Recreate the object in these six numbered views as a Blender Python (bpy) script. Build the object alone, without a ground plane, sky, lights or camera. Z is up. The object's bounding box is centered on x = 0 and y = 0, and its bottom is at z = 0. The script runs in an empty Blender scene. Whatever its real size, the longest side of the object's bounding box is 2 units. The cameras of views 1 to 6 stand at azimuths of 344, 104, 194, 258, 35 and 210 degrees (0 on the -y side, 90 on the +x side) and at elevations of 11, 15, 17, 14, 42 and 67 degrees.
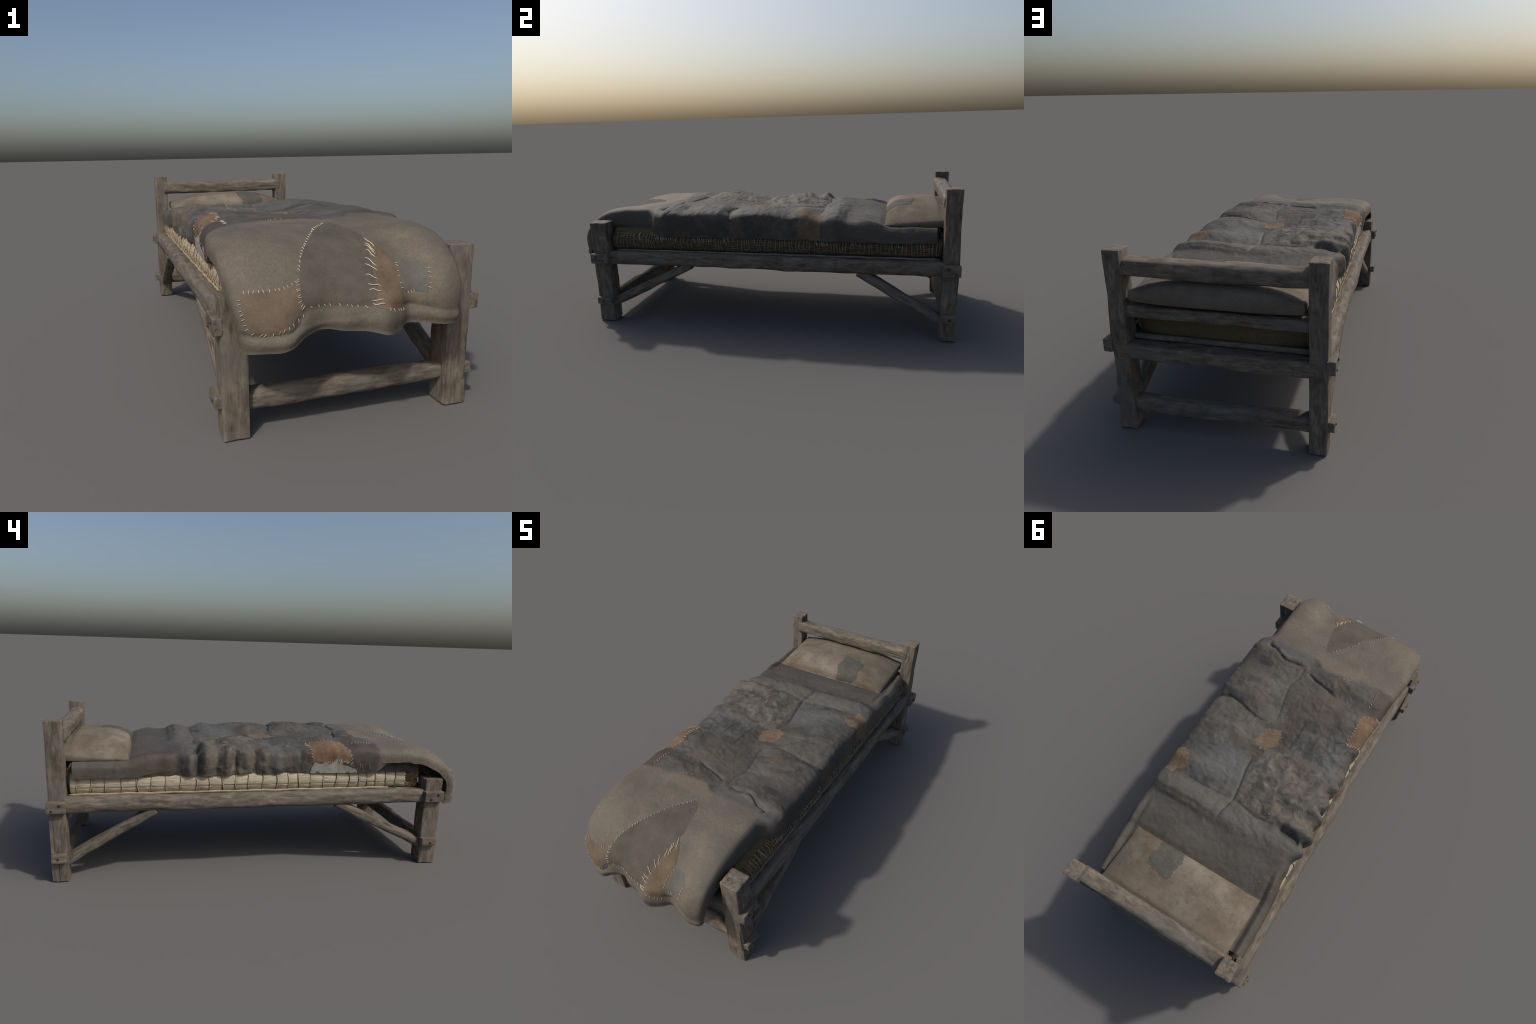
import bpy, math, random
import numpy as np
from mathutils import Vector, Matrix, geometry

rng = random.Random(7)

# ---------------------------------------------------------------- noise
_perm = np.random.RandomState(11).permutation(256)
_perm = np.concatenate([_perm, _perm, _perm])
_grad = np.random.RandomState(12).normal(size=(256, 3))
_grad /= np.linalg.norm(_grad, axis=1)[:, None]


def noise3(x, y, z):
    """Gradient noise, about -1..1, on numpy arrays."""
    x, y, z = np.broadcast_arrays(np.asarray(x, float), np.asarray(y, float), np.asarray(z, float))
    xi, yi, zi = np.floor(x).astype(int), np.floor(y).astype(int), np.floor(z).astype(int)
    xf, yf, zf = x - xi, y - yi, z - zi
    fade = lambda t: t * t * t * (t * (t * 6 - 15) + 10)
    u, v, w = fade(xf), fade(yf), fade(zf)
    out = 0
    for dx in (0, 1):
        for dy in (0, 1):
            for dz in (0, 1):
                h = _perm[_perm[_perm[(xi + dx) & 255] + ((yi + dy) & 255)] + ((zi + dz) & 255)]
                g = _grad[h]
                d = g[..., 0] * (xf - dx) + g[..., 1] * (yf - dy) + g[..., 2] * (zf - dz)
                out = out + d * (u if dx else 1 - u) * (v if dy else 1 - v) * (w if dz else 1 - w)
    return out * 1.6


def fbm(x, y, z, octaves=3):
    s, a, f = 0, 1.0, 1.0
    for i in range(octaves):
        s = s + a * noise3(x * f + 17 * i, y * f, z * f)
        a *= 0.5
        f *= 2.03
    return s


def curve(x, pts):
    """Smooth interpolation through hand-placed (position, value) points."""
    px = np.array([p[0] for p in pts], float)
    py = np.array([p[1] for p in pts], float)
    o = np.argsort(px)
    px, py = px[o], py[o]
    d = np.diff(py) / np.diff(px)
    m = np.zeros(len(px))
    m[1:-1] = np.where(d[:-1] * d[1:] > 0, 2 * d[:-1] * d[1:] / (d[:-1] + d[1:] + 1e-12), 0)
    x = np.clip(np.asarray(x, float), px[0], px[-1])
    i = np.clip(np.searchsorted(px, x) - 1, 0, len(px) - 2)
    h = px[i + 1] - px[i]
    t = (x - px[i]) / h
    return ((2 * t**3 - 3 * t**2 + 1) * py[i] + (t**3 - 2 * t**2 + t) * h * m[i]
            + (-2 * t**3 + 3 * t**2) * py[i + 1] + (t**3 - t**2) * h * m[i + 1])


def step(x, a, b):
    t = np.clip((np.asarray(x, float) - a) / (b - a), 0, 1)
    return t * t * (3 - 2 * t)


def line_distance(x, y, pts):
    """Distance of points to a polyline and the fraction along it."""
    best, frac = np.full(np.shape(x), 9.0), np.zeros(np.shape(x))
    n = len(pts) - 1
    for i in range(n):
        (ax, ay), (bx, by) = pts[i], pts[i + 1]
        dx, dy = bx - ax, by - ay
        t = np.clip(((x - ax) * dx + (y - ay) * dy) / (dx * dx + dy * dy), 0, 1)
        d = np.hypot(x - ax - t * dx, y - ay - t * dy)
        frac = np.where(d < best, (i + t) / n, frac)
        best = np.minimum(best, d)
    return best, frac


# ================================================================ BLANKET SURFACE
HEAD_Y, FOLD_Y = 0.893, -0.70        # where the blanket starts, where it rolls over the foot

# crest heights of the puffed quilt, along the bed, on the sunny side, the middle and the far side
CREST_WEST = [(0.90, .529), (0.70, .531), (0.665, .534), (0.63, .544), (0.57, .561), (0.51, .569), (0.45, .579), (0.40, .581), (0.355, .580), (0.31, .600), (0.245, .588),
              (0.165, .605), (0.09, .594), (0.03, .594), (-0.02, .577), (-0.08, .588), (-0.16, .600), (-0.26, .616), (-0.34, .606), (-0.37, .598),
              (-0.43, .606), (-0.52, .604), (-0.66, .602), (-0.77, .589), (-0.85, .575), (-1.0, .55)]
CREST_MID = [(0.90, .529), (0.70, .532), (0.665, .535), (0.62, .546), (0.53, .557), (0.465, .567), (0.425, .583), (0.375, .581), (0.32, .570), (0.2, .574), (0.08, .572),
             (-0.02, .572), (-0.10, .576), (-0.2, .587), (-0.33, .594), (-0.42, .598), (-0.5, .602), (-0.6, .596), (-0.7, .585), (-0.79, .567), (-0.88, .545), (-1.0, .52)]
CREST_EAST = [(0.90, .529), (0.70, .532), (0.665, .536), (0.63, .551), (0.56, .568), (0.475, .578), (0.425, .601), (0.385, .596), (0.345, .584), (0.27, .605), (0.20, .600), (0.12, .612),
              (0.05, .614), (-0.04, .608), (-0.105, .597), (-0.16, .616), (-0.25, .616), (-0.34, .607), (-0.40, .612), (-0.445, .612), (-0.475, .602), (-0.52, .608),
              (-0.60, .608), (-0.69, .606), (-0.78, .598), (-0.86, .585), (-1.0, .56)]
# half width of the blanket on each side
WIDTH_WEST = [(0.90, .383), (0.70, .381), (0.56, .370), (0.46, .364), (0.38, .378), (0.2, .372), (-0.1, .366), (-0.25, .372), (-0.45, .382),
              (-0.56, .395), (-0.70, .408), (-0.80, .405), (-0.88, .392), (-1.0, .372)]
WIDTH_EAST = [(0.90, .374), (0.85, .380), (0.78, .387), (0.70, .395), (0.60, .397), (0.50, .396), (0.43, .392), (0.30, .389), (0.1, .382), (-0.1, .384), (-0.3, .388), (-0.45, .386),
              (-0.50, .374), (-0.535, .338), (-0.565, .321), (-0.75, .319), (-0.85, .308), (-1.0, .294)]
# how far the sides hang below the top
HANG_WEST = [(0.90, .466), (0.4, .466), (0.15, .468), (0.11, .476), (0.07, .468), (-0.03, .468), (-0.065, .477), (-0.10, .468), (-0.48, .468), (-0.53, .470), (-0.60, .470), (-0.7, .47)]
HANG_EAST = [(0.90, .466), (-0.45, .469), (-0.50, .474), (-0.57, .484), (-0.7, .486)]
# outline of the hanging foot end seen from above, and its hem
FOOT_Y = [(-.41, -.972), (-.33, -.978), (-.26, -.986), (-.215, -.970), (-.14, -.944), (-.08, -.968), (-.03, -.974), (.03, -.997), (.085, -.972), (.135, -.940), (.185, -.956), (.25, -.974), (.30, -.972), (.34, -.966)]
HEM_Z = [(-.41, .296), (-.36, .300), (-.28, .304), (-.245, .311), (-.20, .336), (-.15, .347), (-.10, .343), (-.03, .339), (.045, .325), (.09, .328), (.13, .335), (.17, .336), (.24, .328), (.28, .330), (.34, .342)]
# stitched seams that pull the surface down: (points, depth, half width)
SEAMS = [
    ([(.30, -.505), (.305, -.477), (.259, -.467), (.214, -.440), (.186, -.430), (.124, -.440), (.072, -.440)], .016, .0075),
    ([(.058, -.425), (-.008, -.403), (-.089, -.384), (-.15, -.365)], .012, .007),
    ([(.075, -.455), (.077, -.369), (.093, -.316), (.082, -.242), (.064, -.173), (.048, -.085)], .005, .007),
    ([(.390, -.096), (.367, -.098), (.315, -.113), (.243, -.103), (.197, -.089), (.156, -.082), (.091, -.080)], .012, .008),
    ([(.054, .082), (.049, .171), (.030, .255), (.018, .336), (.033, .414), (.036, .47)], .009, .0065),
    ([(.018, .330), (-.048, .343), (-.111, .356), (-.167, .350), (-.208, .348)], .006, .007),
    ([(.020, .332), (.10, .345), (.20, .350), (.28, .345)], .006, .007),
    ([(-.078, -.199), (-.078, -.098), (-.076, -.004)], .003, .008),
]
# fingers of the gathered cloth on the sunny side: (place along the bed, how far it bulges)
GATHERS = [(-.135, -.010, .022), (-.022, .010, .026), (.042, .006, .018), (.086, -.016, .016), (.128, .006, .018), (.178, -.014, .015), (.215, .016, .020),
           (.262, -.010, .014), (.313, .018, .024), (.350, -.014, .013), (.385, .008, .018), (.44, -.010, .025), (.53, -.006, .03)]


def top_height(x, y):
    w = curve(y, CREST_WEST)
    m = curve(y, CREST_MID)
    e = curve(y, CREST_EAST)
    c = curve(y, [(0.9, 0), (.45, .03), (.3, .03), (0, .05), (-.1, .055), (-.3, .085), (-.45, .07), (-.6, .02), (-.8, .10), (-1, .12)])
    tw = step(x, c, -.25)
    te = step(x, c, .265)
    h = m + (w - m) * tw + (e - m) * te
    for pts, depth, half in SEAMS:
        d, f = line_distance(x, y, pts)
        fade = .8 * step(f, 0, .18) * step(f, 1, .80)
        h = h - depth * fade * np.exp(-(d / half) ** 2)
    # the edge rolls up beside the pillow
    roll = step(y, .47, .60)
    for sign, place in ((-1, curve(y, WIDTH_WEST) - .025), (1, curve(y, WIDTH_EAST) - .024)):
        h = h + roll * (.013 * np.exp(-((sign * x - place) / .015) ** 2) - .004 * np.exp(-((sign * x - place + .026) / .008) ** 2))
    # deep pit between two gathers, and the heaped folds next to it
    d, f = line_distance(x, y, [(-.250, .345), (-.30, .348), (-.335, .358)])
    h = h - .022 * np.exp(-(d / .014) ** 2)
    for bx, by, rx, ry, bh in [(-.30, .305, .05, .028, .008), (-.335, .20, .04, .022, .010), (-.30, .10, .05, .03, .008), (-.15, .22, .05, .05, .012),
                               (-.07, .20, .05, .07, .012), (-.14, .10, .05, .04, .006), (-.20, -.06, .08, .05, .008), (-.31, -.02, .04, .025, .006), (-.335, -.26, .04, .07, .006),
                               (-.20, .27, .03, .03, -.010), (-.23, .16, .03, .04, -.008), (-.03, .11, .03, .03, .008), (.19, .46, .2, .012, .006),
                               (-.35, -.43, .04, .04, .006), (.30, .262, .05, .035, .006), (.15, -.80, .05, .10, -.012), (.17, -.70, .06, .08, -.006), (-.12, -.86, .06, .08, -.008),
                               (.28, -.35, .05, .03, -.008), (.20, -.30, .1, .02, -.004)]:
        h = h + bh * np.exp(-((x - bx) / rx) ** 2 - ((y - by) / ry) ** 2)
    return h


_phi = np.linspace(0, math.pi / 2, 2001)
_r = (np.sin(_phi) ** 5 + np.cos(_phi) ** 5) ** (-1 / 5)
_arc = np.concatenate([[0], np.cumsum(np.hypot(np.diff(.37 * _r * np.sin(_phi)), np.diff(.085 * _r * np.cos(_phi))))])
_arc /= _arc[-1]
SIDE = 0.84      # |p| below this is the rounded top, beyond it the straight hanging side


def blanket(p, q):
    """The blanket: p in -1..1 across the bed (sunny side to far side), q along it, 0 at the pillow,
    1 where it rolls over the foot, 2 at the hem."""
    p, q = np.broadcast_arrays(np.asarray(p, float), np.asarray(q, float))
    west = p < 0
    a = np.abs(p)
    t = np.clip(q - 1, 0, 1)
    y_bed = HEAD_Y + (FOLD_Y - HEAD_Y) * np.clip(q, 0, 1)
    y_row = np.where(q > 1, FOLD_Y - .30 * t, y_bed)
    # rounded shoulder across the bed
    n = np.where(west, curve(y_row, [(.9, 9), (.6, 8), (.42, 6), (0, 5.6), (-.4, 5), (-.6, 4.4), (-1, 3.8)]),
                 curve(y_row, [(.9, 9), (.6, 8), (.45, 6), (0, 5.6), (-.4, 5.5), (-.52, 5), (-.58, 8.5), (-.8, 7), (-1, 4)]))
    phi = np.interp(np.minimum(a / SIDE, 1), _arc, _phi)
    s, c = np.sin(phi), np.cos(phi)
    r = (s ** n + c ** n) ** (-1 / n)
    fx, drop = r * s, 1 - r * c
    extra = np.clip((a - SIDE) / (1 - SIDE), 0, 1)
    half = np.where(west, curve(y_row, WIDTH_WEST), curve(y_row, WIDTH_EAST))
    x = np.sign(p) * half * fx
    # foot roll: rounded quarter then a straight drop to the hem
    lean = np.clip(t / .74, 0, 1)
    psi = lean * math.pi / 2
    m = curve(x, [(-.41, 2.35), (-.2, 2.3), (.05, 2.15), (.15, 2.2), (.3, 2.6)])
    rr = (np.sin(psi) ** m + np.cos(psi) ** m) ** (-1 / m)
    fy, fz = rr * np.sin(psi), rr * np.cos(psi)
    down = np.clip((t - .74) / .26, 0, 1)
    hem = curve(x, HEM_Z) + .0025 * noise3(x * 30, 2.7, 8.1)
    plain = curve(x, [(-.41, -.966), (-.25, -.968), (-.05, -.962), (.14, -.950), (.26, -.976), (.34, -.976)])
    wave = step(t, .30, .85)
    yf = plain + (curve(x, FOOT_Y) - plain) * wave
    # the hem band bulges below its seam and curls in at the very edge
    seam_t = curve(x, [(-.35, .81), (-.25, .79), (-.19, .64), (-.05, .66), (.05, .70), (.13, .77), (.3, .81)])
    bulge = -.006 * np.sin(np.clip((t - seam_t) / (1 - seam_t), 0, 1) * math.pi) ** 2 + .0030 * np.exp(-((t - seam_t) / .035) ** 2) * step(x, .26, .14)
    y_foot = FOLD_Y + (yf - FOLD_Y) * fy + bulge
    y = np.where(q > 1, y_foot, y_bed)
    top = top_height(x, y)
    knee = curve(x, [(-.41, .372), (-.25, .368), (.0, .392), (.14, .400), (.28, .385)])
    z = np.where(q > 1, knee + (top - knee) * fz + (hem - knee) * down, top)
    # sides hang straight down on the bed; round the foot they turn in behind the sheet
    hang = np.where(west, curve(y_row, HANG_WEST), curve(y_row, HANG_EAST))
    on_bed = np.maximum(top - hang, .03)
    at_foot = np.where(west, curve(t, [(0, .080), (.25, .080), (.5, .080), (1, .084)]), curve(t, [(0, .105), (.3, .09), (.6, .060), (1, .040)]))
    depth = np.where(q > 1, at_foot, np.where(west, on_bed + (np.minimum(on_bed, .083) - on_bed) * step(y_bed, -.50, -.58), on_bed))
    depth = depth + np.where(west, .006 * noise3(y_row * 24, 4.4, 1.0) * step(y_row, -.50, -.60), 0)
    soft = np.minimum(depth, .085)
    fall = soft * drop + (depth - soft) * extra
    turn = np.where(q > 1, np.clip(lean, 0, 1) * math.pi / 2, 0)
    y = y + fall * np.sin(turn)
    z = z - fall * np.cos(turn)
    # tuck the hanging side slightly inwards
    x = x - np.sign(p) * .006 * extra
    # gathers on the sunny side
    g = 0
    for gy, amp, wid in GATHERS:
        g = g + amp * np.exp(-((y_bed - gy) / wid) ** 2)
    shoulder = np.where(west & (q <= 1), step(drop + extra, .02, .35), 0)
    x = x - g * shoulder * (1 - .35 * extra)
    z = z + .5 * g * shoulder * (1 - extra) * step(drop, 1.0, .6)
    # far side: shallow vertical folds
    far = np.where(~west & (q <= 1), step(drop + extra, .1, .6), 0)
    x = x + far * .006 * noise3(y_bed * 9, 3.1, 0) - far * .012 * np.exp(-((y_bed + .105) / .02) ** 2)
    # ---- wrinkles: strong on the leather, gentle on the wool
    wool = step(y, -.44, -.54)
    lumpy = step(x, .04, -.02) * step(y, -.02, .04) * step(y, .38, .32)
    lumpy2 = step(x, -.06, -.11) * step(y, -.22, -.17) * step(y, .02, -.02)
    wx, wy = x + .02 * noise3(x * 12, y * 12, 5.0), y + .02 * noise3(x * 12, y * 12, 9.0)
    fine = 1 - np.abs(noise3(wx * 26, wy * 26, z * 26))
    rump = noise3(wx * 17, wy * 17, z * 12 + 4) + .5 * fine - .25
    bed = .0026 * fbm(wx * 14, wy * 10, z * 8 + 2) + .0016 * (1 - 2 * np.abs(noise3(wx * 22 + 7, wy * 30, z * 20))) + .0012 * fbm(wx * 45, wy * 45, z * 45)
    lift = (1 - wool) * (bed + .0065 * rump * (lumpy + .6 * lumpy2)) + wool * (.003 * noise3(wx * 7, wy * 7, z * 7 + 8) + .0006 * fbm(wx * 60, wy * 60, z * 60))
    flat_head = step(y, .44, .50)
    lift = lift * (1 - .4 * flat_head)
    up = np.cos(turn) * (1 - drop * .8)
    z = z + lift * np.where(q > 1, np.cos(turn), 1 - .8 * np.clip(drop, 0, 1))
    x = x + np.sign(p) * lift * np.clip(drop, 0, 1)
    y = y - lift * np.sin(turn)
    return np.stack([x, y, z], -1)
# ================================================================ END BLANKET SURFACE


# ---------------------------------------------------------------- scene helpers
scene = bpy.context.scene


def link(ob, parent=None):
    scene.collection.objects.link(ob)
    if parent is not None:
        ob.parent = parent
    return ob


def mesh_object(name, verts, faces, mat, parent=None, smooth=True, location=(0, 0, 0), rotation=None, angle=None):
    me = bpy.data.meshes.new(name)
    me.from_pydata([tuple(map(float, v)) for v in verts], [], faces)
    me.update()
    if smooth:
        me.polygons.foreach_set("use_smooth", [True] * len(me.polygons))
        if angle:
            me.set_sharp_from_angle(angle=math.radians(angle))
    me.materials.append(mat)
    ob = bpy.data.objects.new(name, me)
    ob.location = location
    if rotation is not None:
        ob.rotation_mode = "QUATERNION"
        ob.rotation_quaternion = rotation
    return link(ob, parent)


def empty(name, label, category):
    ob = bpy.data.objects.new(name, None)
    ob["label"], ob["category"] = label, category
    return link(ob)


# ---------------------------------------------------------------- materials
class Nodes:
    def __init__(self, name, rough=0.85, spec=0.25):
        self.mat = bpy.data.materials.new(name)
        self.mat.use_nodes = True
        self.t = self.mat.node_tree
        self.bsdf = self.t.nodes["Principled BSDF"]
        self.bsdf.inputs["Roughness"].default_value = rough
        self.bsdf.inputs["Specular IOR Level"].default_value = spec
        self.coord = self.t.nodes.new("ShaderNodeTexCoord").outputs["Object"]

    def node(self, kind, **sockets):
        n = self.t.nodes.new(kind)
        for k, v in sockets.items():
            self.put(n.inputs[k.replace("_", " ")] if isinstance(k, str) else n.inputs[k], v)
        return n

    def put(self, socket, v):
        if isinstance(v, bpy.types.NodeSocket):
            self.t.links.new(v, socket)
        else:
            socket.default_value = v

    def mapping(self, scale, vector=None, offset=None):
        n = self.node("ShaderNodeMapping", Vector=vector or self.coord, Scale=scale)
        if offset is not None:
            self.put(n.inputs["Location"], offset)
        return n.outputs[0]

    def noise(self, vector, scale, detail=4, rough=0.55, distortion=0.0):
        return self.node("ShaderNodeTexNoise", Vector=vector, Scale=scale, Detail=detail, Roughness=rough, Distortion=distortion).outputs["Fac"]

    def ramp(self, fac, stops):
        n = self.node("ShaderNodeValToRGB", Fac=fac)
        el = n.color_ramp.elements
        while len(el) < len(stops):
            el.new(0.5)
        for e, (pos, col) in zip(el, stops):
            e.position = pos
            e.color = (*col, 1) if len(col) == 3 else col
        return n.outputs["Color"]

    def range(self, v, a, b, lo=0.0, hi=1.0):
        n = self.t.nodes.new("ShaderNodeMapRange")
        n.interpolation_type = "SMOOTHSTEP"
        self.put(n.inputs["Value"], v)
        for i, k in zip(("From Min", "From Max", "To Min", "To Max"), (a, b, lo, hi)):
            n.inputs[i].default_value = k
        return n.outputs["Result"]

    def math(self, op, a, b=0.0):
        n = self.t.nodes.new("ShaderNodeMath")
        n.operation = op
        self.put(n.inputs[0], a)
        self.put(n.inputs[1], b)
        return n.outputs[0]

    def mix(self, fac, a, b, mode="MIX"):
        n = self.t.nodes.new("ShaderNodeMix")
        n.data_type, n.blend_type = "RGBA", mode
        self.put(n.inputs["Factor"], fac)
        self.put(n.inputs["A"], a if isinstance(a, bpy.types.NodeSocket) else (*a, 1))
        self.put(n.inputs["B"], b if isinstance(b, bpy.types.NodeSocket) else (*b, 1))
        return n.outputs["Result"]

    def xyz(self, vector=None):
        n = self.node("ShaderNodeSeparateXYZ", Vector=vector or self.coord)
        return n.outputs

    def finish(self, colour, bump=None, strength=0.4, distance=0.004):
        self.put(self.bsdf.inputs["Base Color"], colour if isinstance(colour, bpy.types.NodeSocket) else (*colour, 1))
        if bump is not None:
            b = self.node("ShaderNodeBump", Height=bump, Strength=strength, Distance=distance)
            self.put(self.bsdf.inputs["Normal"], b.outputs[0])
        return self.mat


def wood_material():
    k = Nodes("weathered_wood", 0.8, 0.3)
    rnd = k.t.nodes.new("ShaderNodeObjectInfo").outputs["Random"]
    shift = k.node("ShaderNodeCombineXYZ", X=k.math("MULTIPLY", rnd, 7.3), Y=k.math("MULTIPLY", rnd, 3.1), Z=k.math("MULTIPLY", rnd, 11.0)).outputs[0]
    base = k.node("ShaderNodeVectorMath", )
    base.operation = "ADD"
    k.put(base.inputs[0], k.coord)
    k.put(base.inputs[1], shift)
    v = base.outputs[0]
    grain = k.noise(k.mapping((150, 150, 24), v), 1.0, 5, .6, .3)
    streak = k.noise(k.mapping((58, 58, 15), v), 1.0, 5, .62, .5)
    blotch = k.noise(v, 13.0, 3, .55)
    grey = k.noise(v, 7.0, 3, .6)
    crack = k.noise(k.mapping((60, 60, 2.2), v), 1.0, 3, .5, .4)
    c = k.ramp(streak, [(0.26, (.058, .048, .037)), (0.44, (.120, .099, .076)), (0.60, (.178, .149, .116)), (0.76, (.275, .235, .187))])
    c = k.mix(k.range(grain, .35, .65, .0, .5), c, k.mix(1.0, c, (.62, .60, .58), "MULTIPLY"))
    c = k.mix(k.range(grey, .45, .65, 0, .55), c, (.135, .124, .110))
    c = k.mix(k.range(blotch, .55, .72, 0, .55), c, (.062, .050, .040))
    c = k.mix(k.range(blotch, .42, .30, 0, .35), c, (.225, .180, .132))
    c = k.mix(k.range(crack, .31, .27, 0, .75), c, (.025, .020, .016))
    h = k.math("ADD", k.math("MULTIPLY", streak, .6), k.math("MULTIPLY", grain, .5))
    h = k.math("SUBTRACT", h, k.range(crack, .32, .27, 0, .6))
    return k.finish(c, h, .5, .0035)


def nail_material():
    k = Nodes("rusty_iron", 0.7, 0.4)
    k.bsdf.inputs["Metallic"].default_value = 0.3
    n = k.noise(k.coord, 220, 3)
    return k.finish(k.ramp(n, [(.35, (.030, .026, .023)), (.65, (.075, .056, .042))]), n, .3, .001)


def blanket_material():
    k = Nodes("patched_leather_and_wool", 0.72, 0.35)
    X, Y, Z = k.xyz()
    warp = k.noise(k.coord, 16, 4, .6)
    # where leather gives way to wool, near the foot
    east_shift = k.range(X, -.02, .06, 0, -.035)
    west_shift = k.range(X, -.10, -.25, 0, -.03)
    edge = k.math("ADD", k.math("ADD", Y, k.math("MULTIPLY", k.math("SUBTRACT", warp, .5), .06)), k.math("MULTIPLY", k.math("ADD", east_shift, west_shift), -1.0))
    wool = k.range(edge, -.475, -.50)
    # leather
    big = k.noise(k.coord, 7.5, 4, .6, .4)
    mid = k.noise(k.mapping((16, 26, 20)), 1.0, 5, .6, .35)
    stain = k.noise(k.mapping((9, 9, 9), None, (3.1, 5.7, 1.3)), 1.0, 4, .65, .6)
    leather = k.ramp(mid, [(.30, (.050, .045, .039)), (.50, (.070, .065, .058)), (.70, (.094, .088, .079))])
    leather = k.mix(k.range(big, .45, .68, 0, .6), leather, (.066, .061, .053))
    leather = k.mix(k.range(stain, .55, .68, 0, .65), leather, (.088, .065, .046))
    dusk = k.noise(k.mapping((5, 8, 6), None, (1.7, .4, 2.2)), 1.0, 4, .62, .4)
    leather = k.mix(k.range(dusk, .49, .60, 0, .72), leather, (.040, .038, .035))
    leather = k.mix(k.range(dusk, .47, .34, 0, .6), leather, (.098, .097, .092))
    # bluish worn panels
    def box(x0, x1, y0, y1, soft=.02, wob=.03):
        wx = k.math("ADD", X, k.math("MULTIPLY", k.math("SUBTRACT", warp, .5), wob))
        wy = k.math("ADD", Y, k.math("MULTIPLY", k.math("SUBTRACT", big, .5), wob))
        m = k.math("MULTIPLY", k.range(wx, x0 - soft, x0 + soft), k.range(wx, x1 + soft, x1 - soft))
        return k.math("MULTIPLY", m, k.math("MULTIPLY", k.range(wy, y0 - soft, y0 + soft), k.range(wy, y1 + soft, y1 - soft)))
    pale = k.noise(k.coord, 11, 3, .6)
    blue = k.mix(pale, (.076, .080, .081), (.108, .114, .115))
    leather = k.mix(k.math("MULTIPLY", box(.02, .32, .12, .345, .05, .05), k.range(pale, .3, .6, .1, .75)), leather, blue)
    leather = k.mix(k.math("MULTIPLY", box(-.40, .40, .36, .43, .025), .55), leather, (.098, .096, .090))
    leather = k.mix(k.math("MULTIPLY", box(.05, .36, -.56, -.455, .03), .6), leather, (.108, .106, .101))
    swirl = k.noise(k.mapping((1, 1, 1), None, (4.4, 1.2, .3)), 17, 5, .6, 1.4)
    leather = k.mix(k.math("MULTIPLY", box(-.34, -.08, -.19, .01, .025), .85), leather, k.ramp(swirl, [(.30, (.040, .038, .034)), (.5, (.074, .073, .069)), (.62, (.100, .104, .103)), (.76, (.150, .156, .155))]))
    leather = k.mix(k.math("MULTIPLY", box(-.39, -.25, -.06, .02, .03), .5), leather, blue)
    khaki = k.ramp(k.noise(k.coord, 19, 5, .6, 1.3), [(.28, (.048, .043, .036)), (.48, (.088, .080, .067)), (.62, (.120, .111, .094)), (.76, (.185, .173, .150))])  # rumpled panel: lit crests and dark hollows of folds drawn in the ramp
    leather = k.mix(k.math("MULTIPLY", box(-.45, .022, .02, .345, .012), .8), leather, khaki)
    leather = k.mix(k.math("MULTIPLY", box(-.45, .45, .45, .95, .02), .6), leather, (.078, .072, .064))
    leather = k.mix(k.math("MULTIPLY", box(-.45, -.27, .43, .66, .04), .7), leather, (.060, .049, .042))
    leather = k.mix(k.math("MULTIPLY", box(-.45, -.30, -.52, -.36, .02, .02), .75), leather, (.056, .046, .037))
    leather = k.mix(k.math("MULTIPLY", box(-.20, .03, -.38, -.10, .05), .35), leather, (.085, .070, .055))
    # wool
    hair = k.noise(k.mapping((260, 90, 160)), 1.0, 4, .65)
    patchy = k.noise(k.coord, 9, 4, .6)
    wl = k.ramp(hair, [(.25, (.092, .075, .056)), (.5, (.124, .104, .079)), (.75, (.156, .133, .103))])
    wl = k.mix(k.range(patchy, .45, .62, 0, .65), wl, (.096, .084, .067))
    wl = k.mix(k.math("MULTIPLY", box(-.20, .06, -.56, -.46, .02), .5), wl, (.170, .128, .088))
    wl = k.mix(k.math("MULTIPLY", k.range(patchy, .42, .34), .35), wl, (.185, .150, .112))
    leather = k.mix(1.0, leather, (1.02, .985, .925), "MULTIPLY")
    flap_shade = k.math("MULTIPLY", k.range(X, .296, .308), k.range(Y, -.95, -.88))  # east side face: wool tinted darker for the shade and occlusion there
    wl = k.mix(k.math("MULTIPLY", flap_shade, .7), wl, (.066, .061, .053))
    c = k.mix(wool, leather, wl)
    h = k.math("ADD", k.math("MULTIPLY", mid, .8), k.math("MULTIPLY", hair, k.range(edge, -.475, -.50, .05, .35)))
    return k.finish(c, h, .35, .004)


def cloth_material(name, dark, mid_c, light, hair_scale=(260, 90, 160), blotch=None, rough=.9):
    k = Nodes(name, rough, .2)
    hair = k.noise(k.mapping(hair_scale), 1.0, 4, .65)
    patchy = k.noise(k.coord, 18, 4, .6)
    f = k.math("ADD", k.math("MULTIPLY", hair, .45), k.math("MULTIPLY", patchy, .55))
    c = k.ramp(f, [(.32, dark), (.5, mid_c), (.68, light)])
    if blotch:
        c = k.mix(k.range(k.noise(k.coord, 40, 3, .6), .58, .72, 0, .6), c, blotch)
    return k.finish(c, hair, .3, .003)


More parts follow.
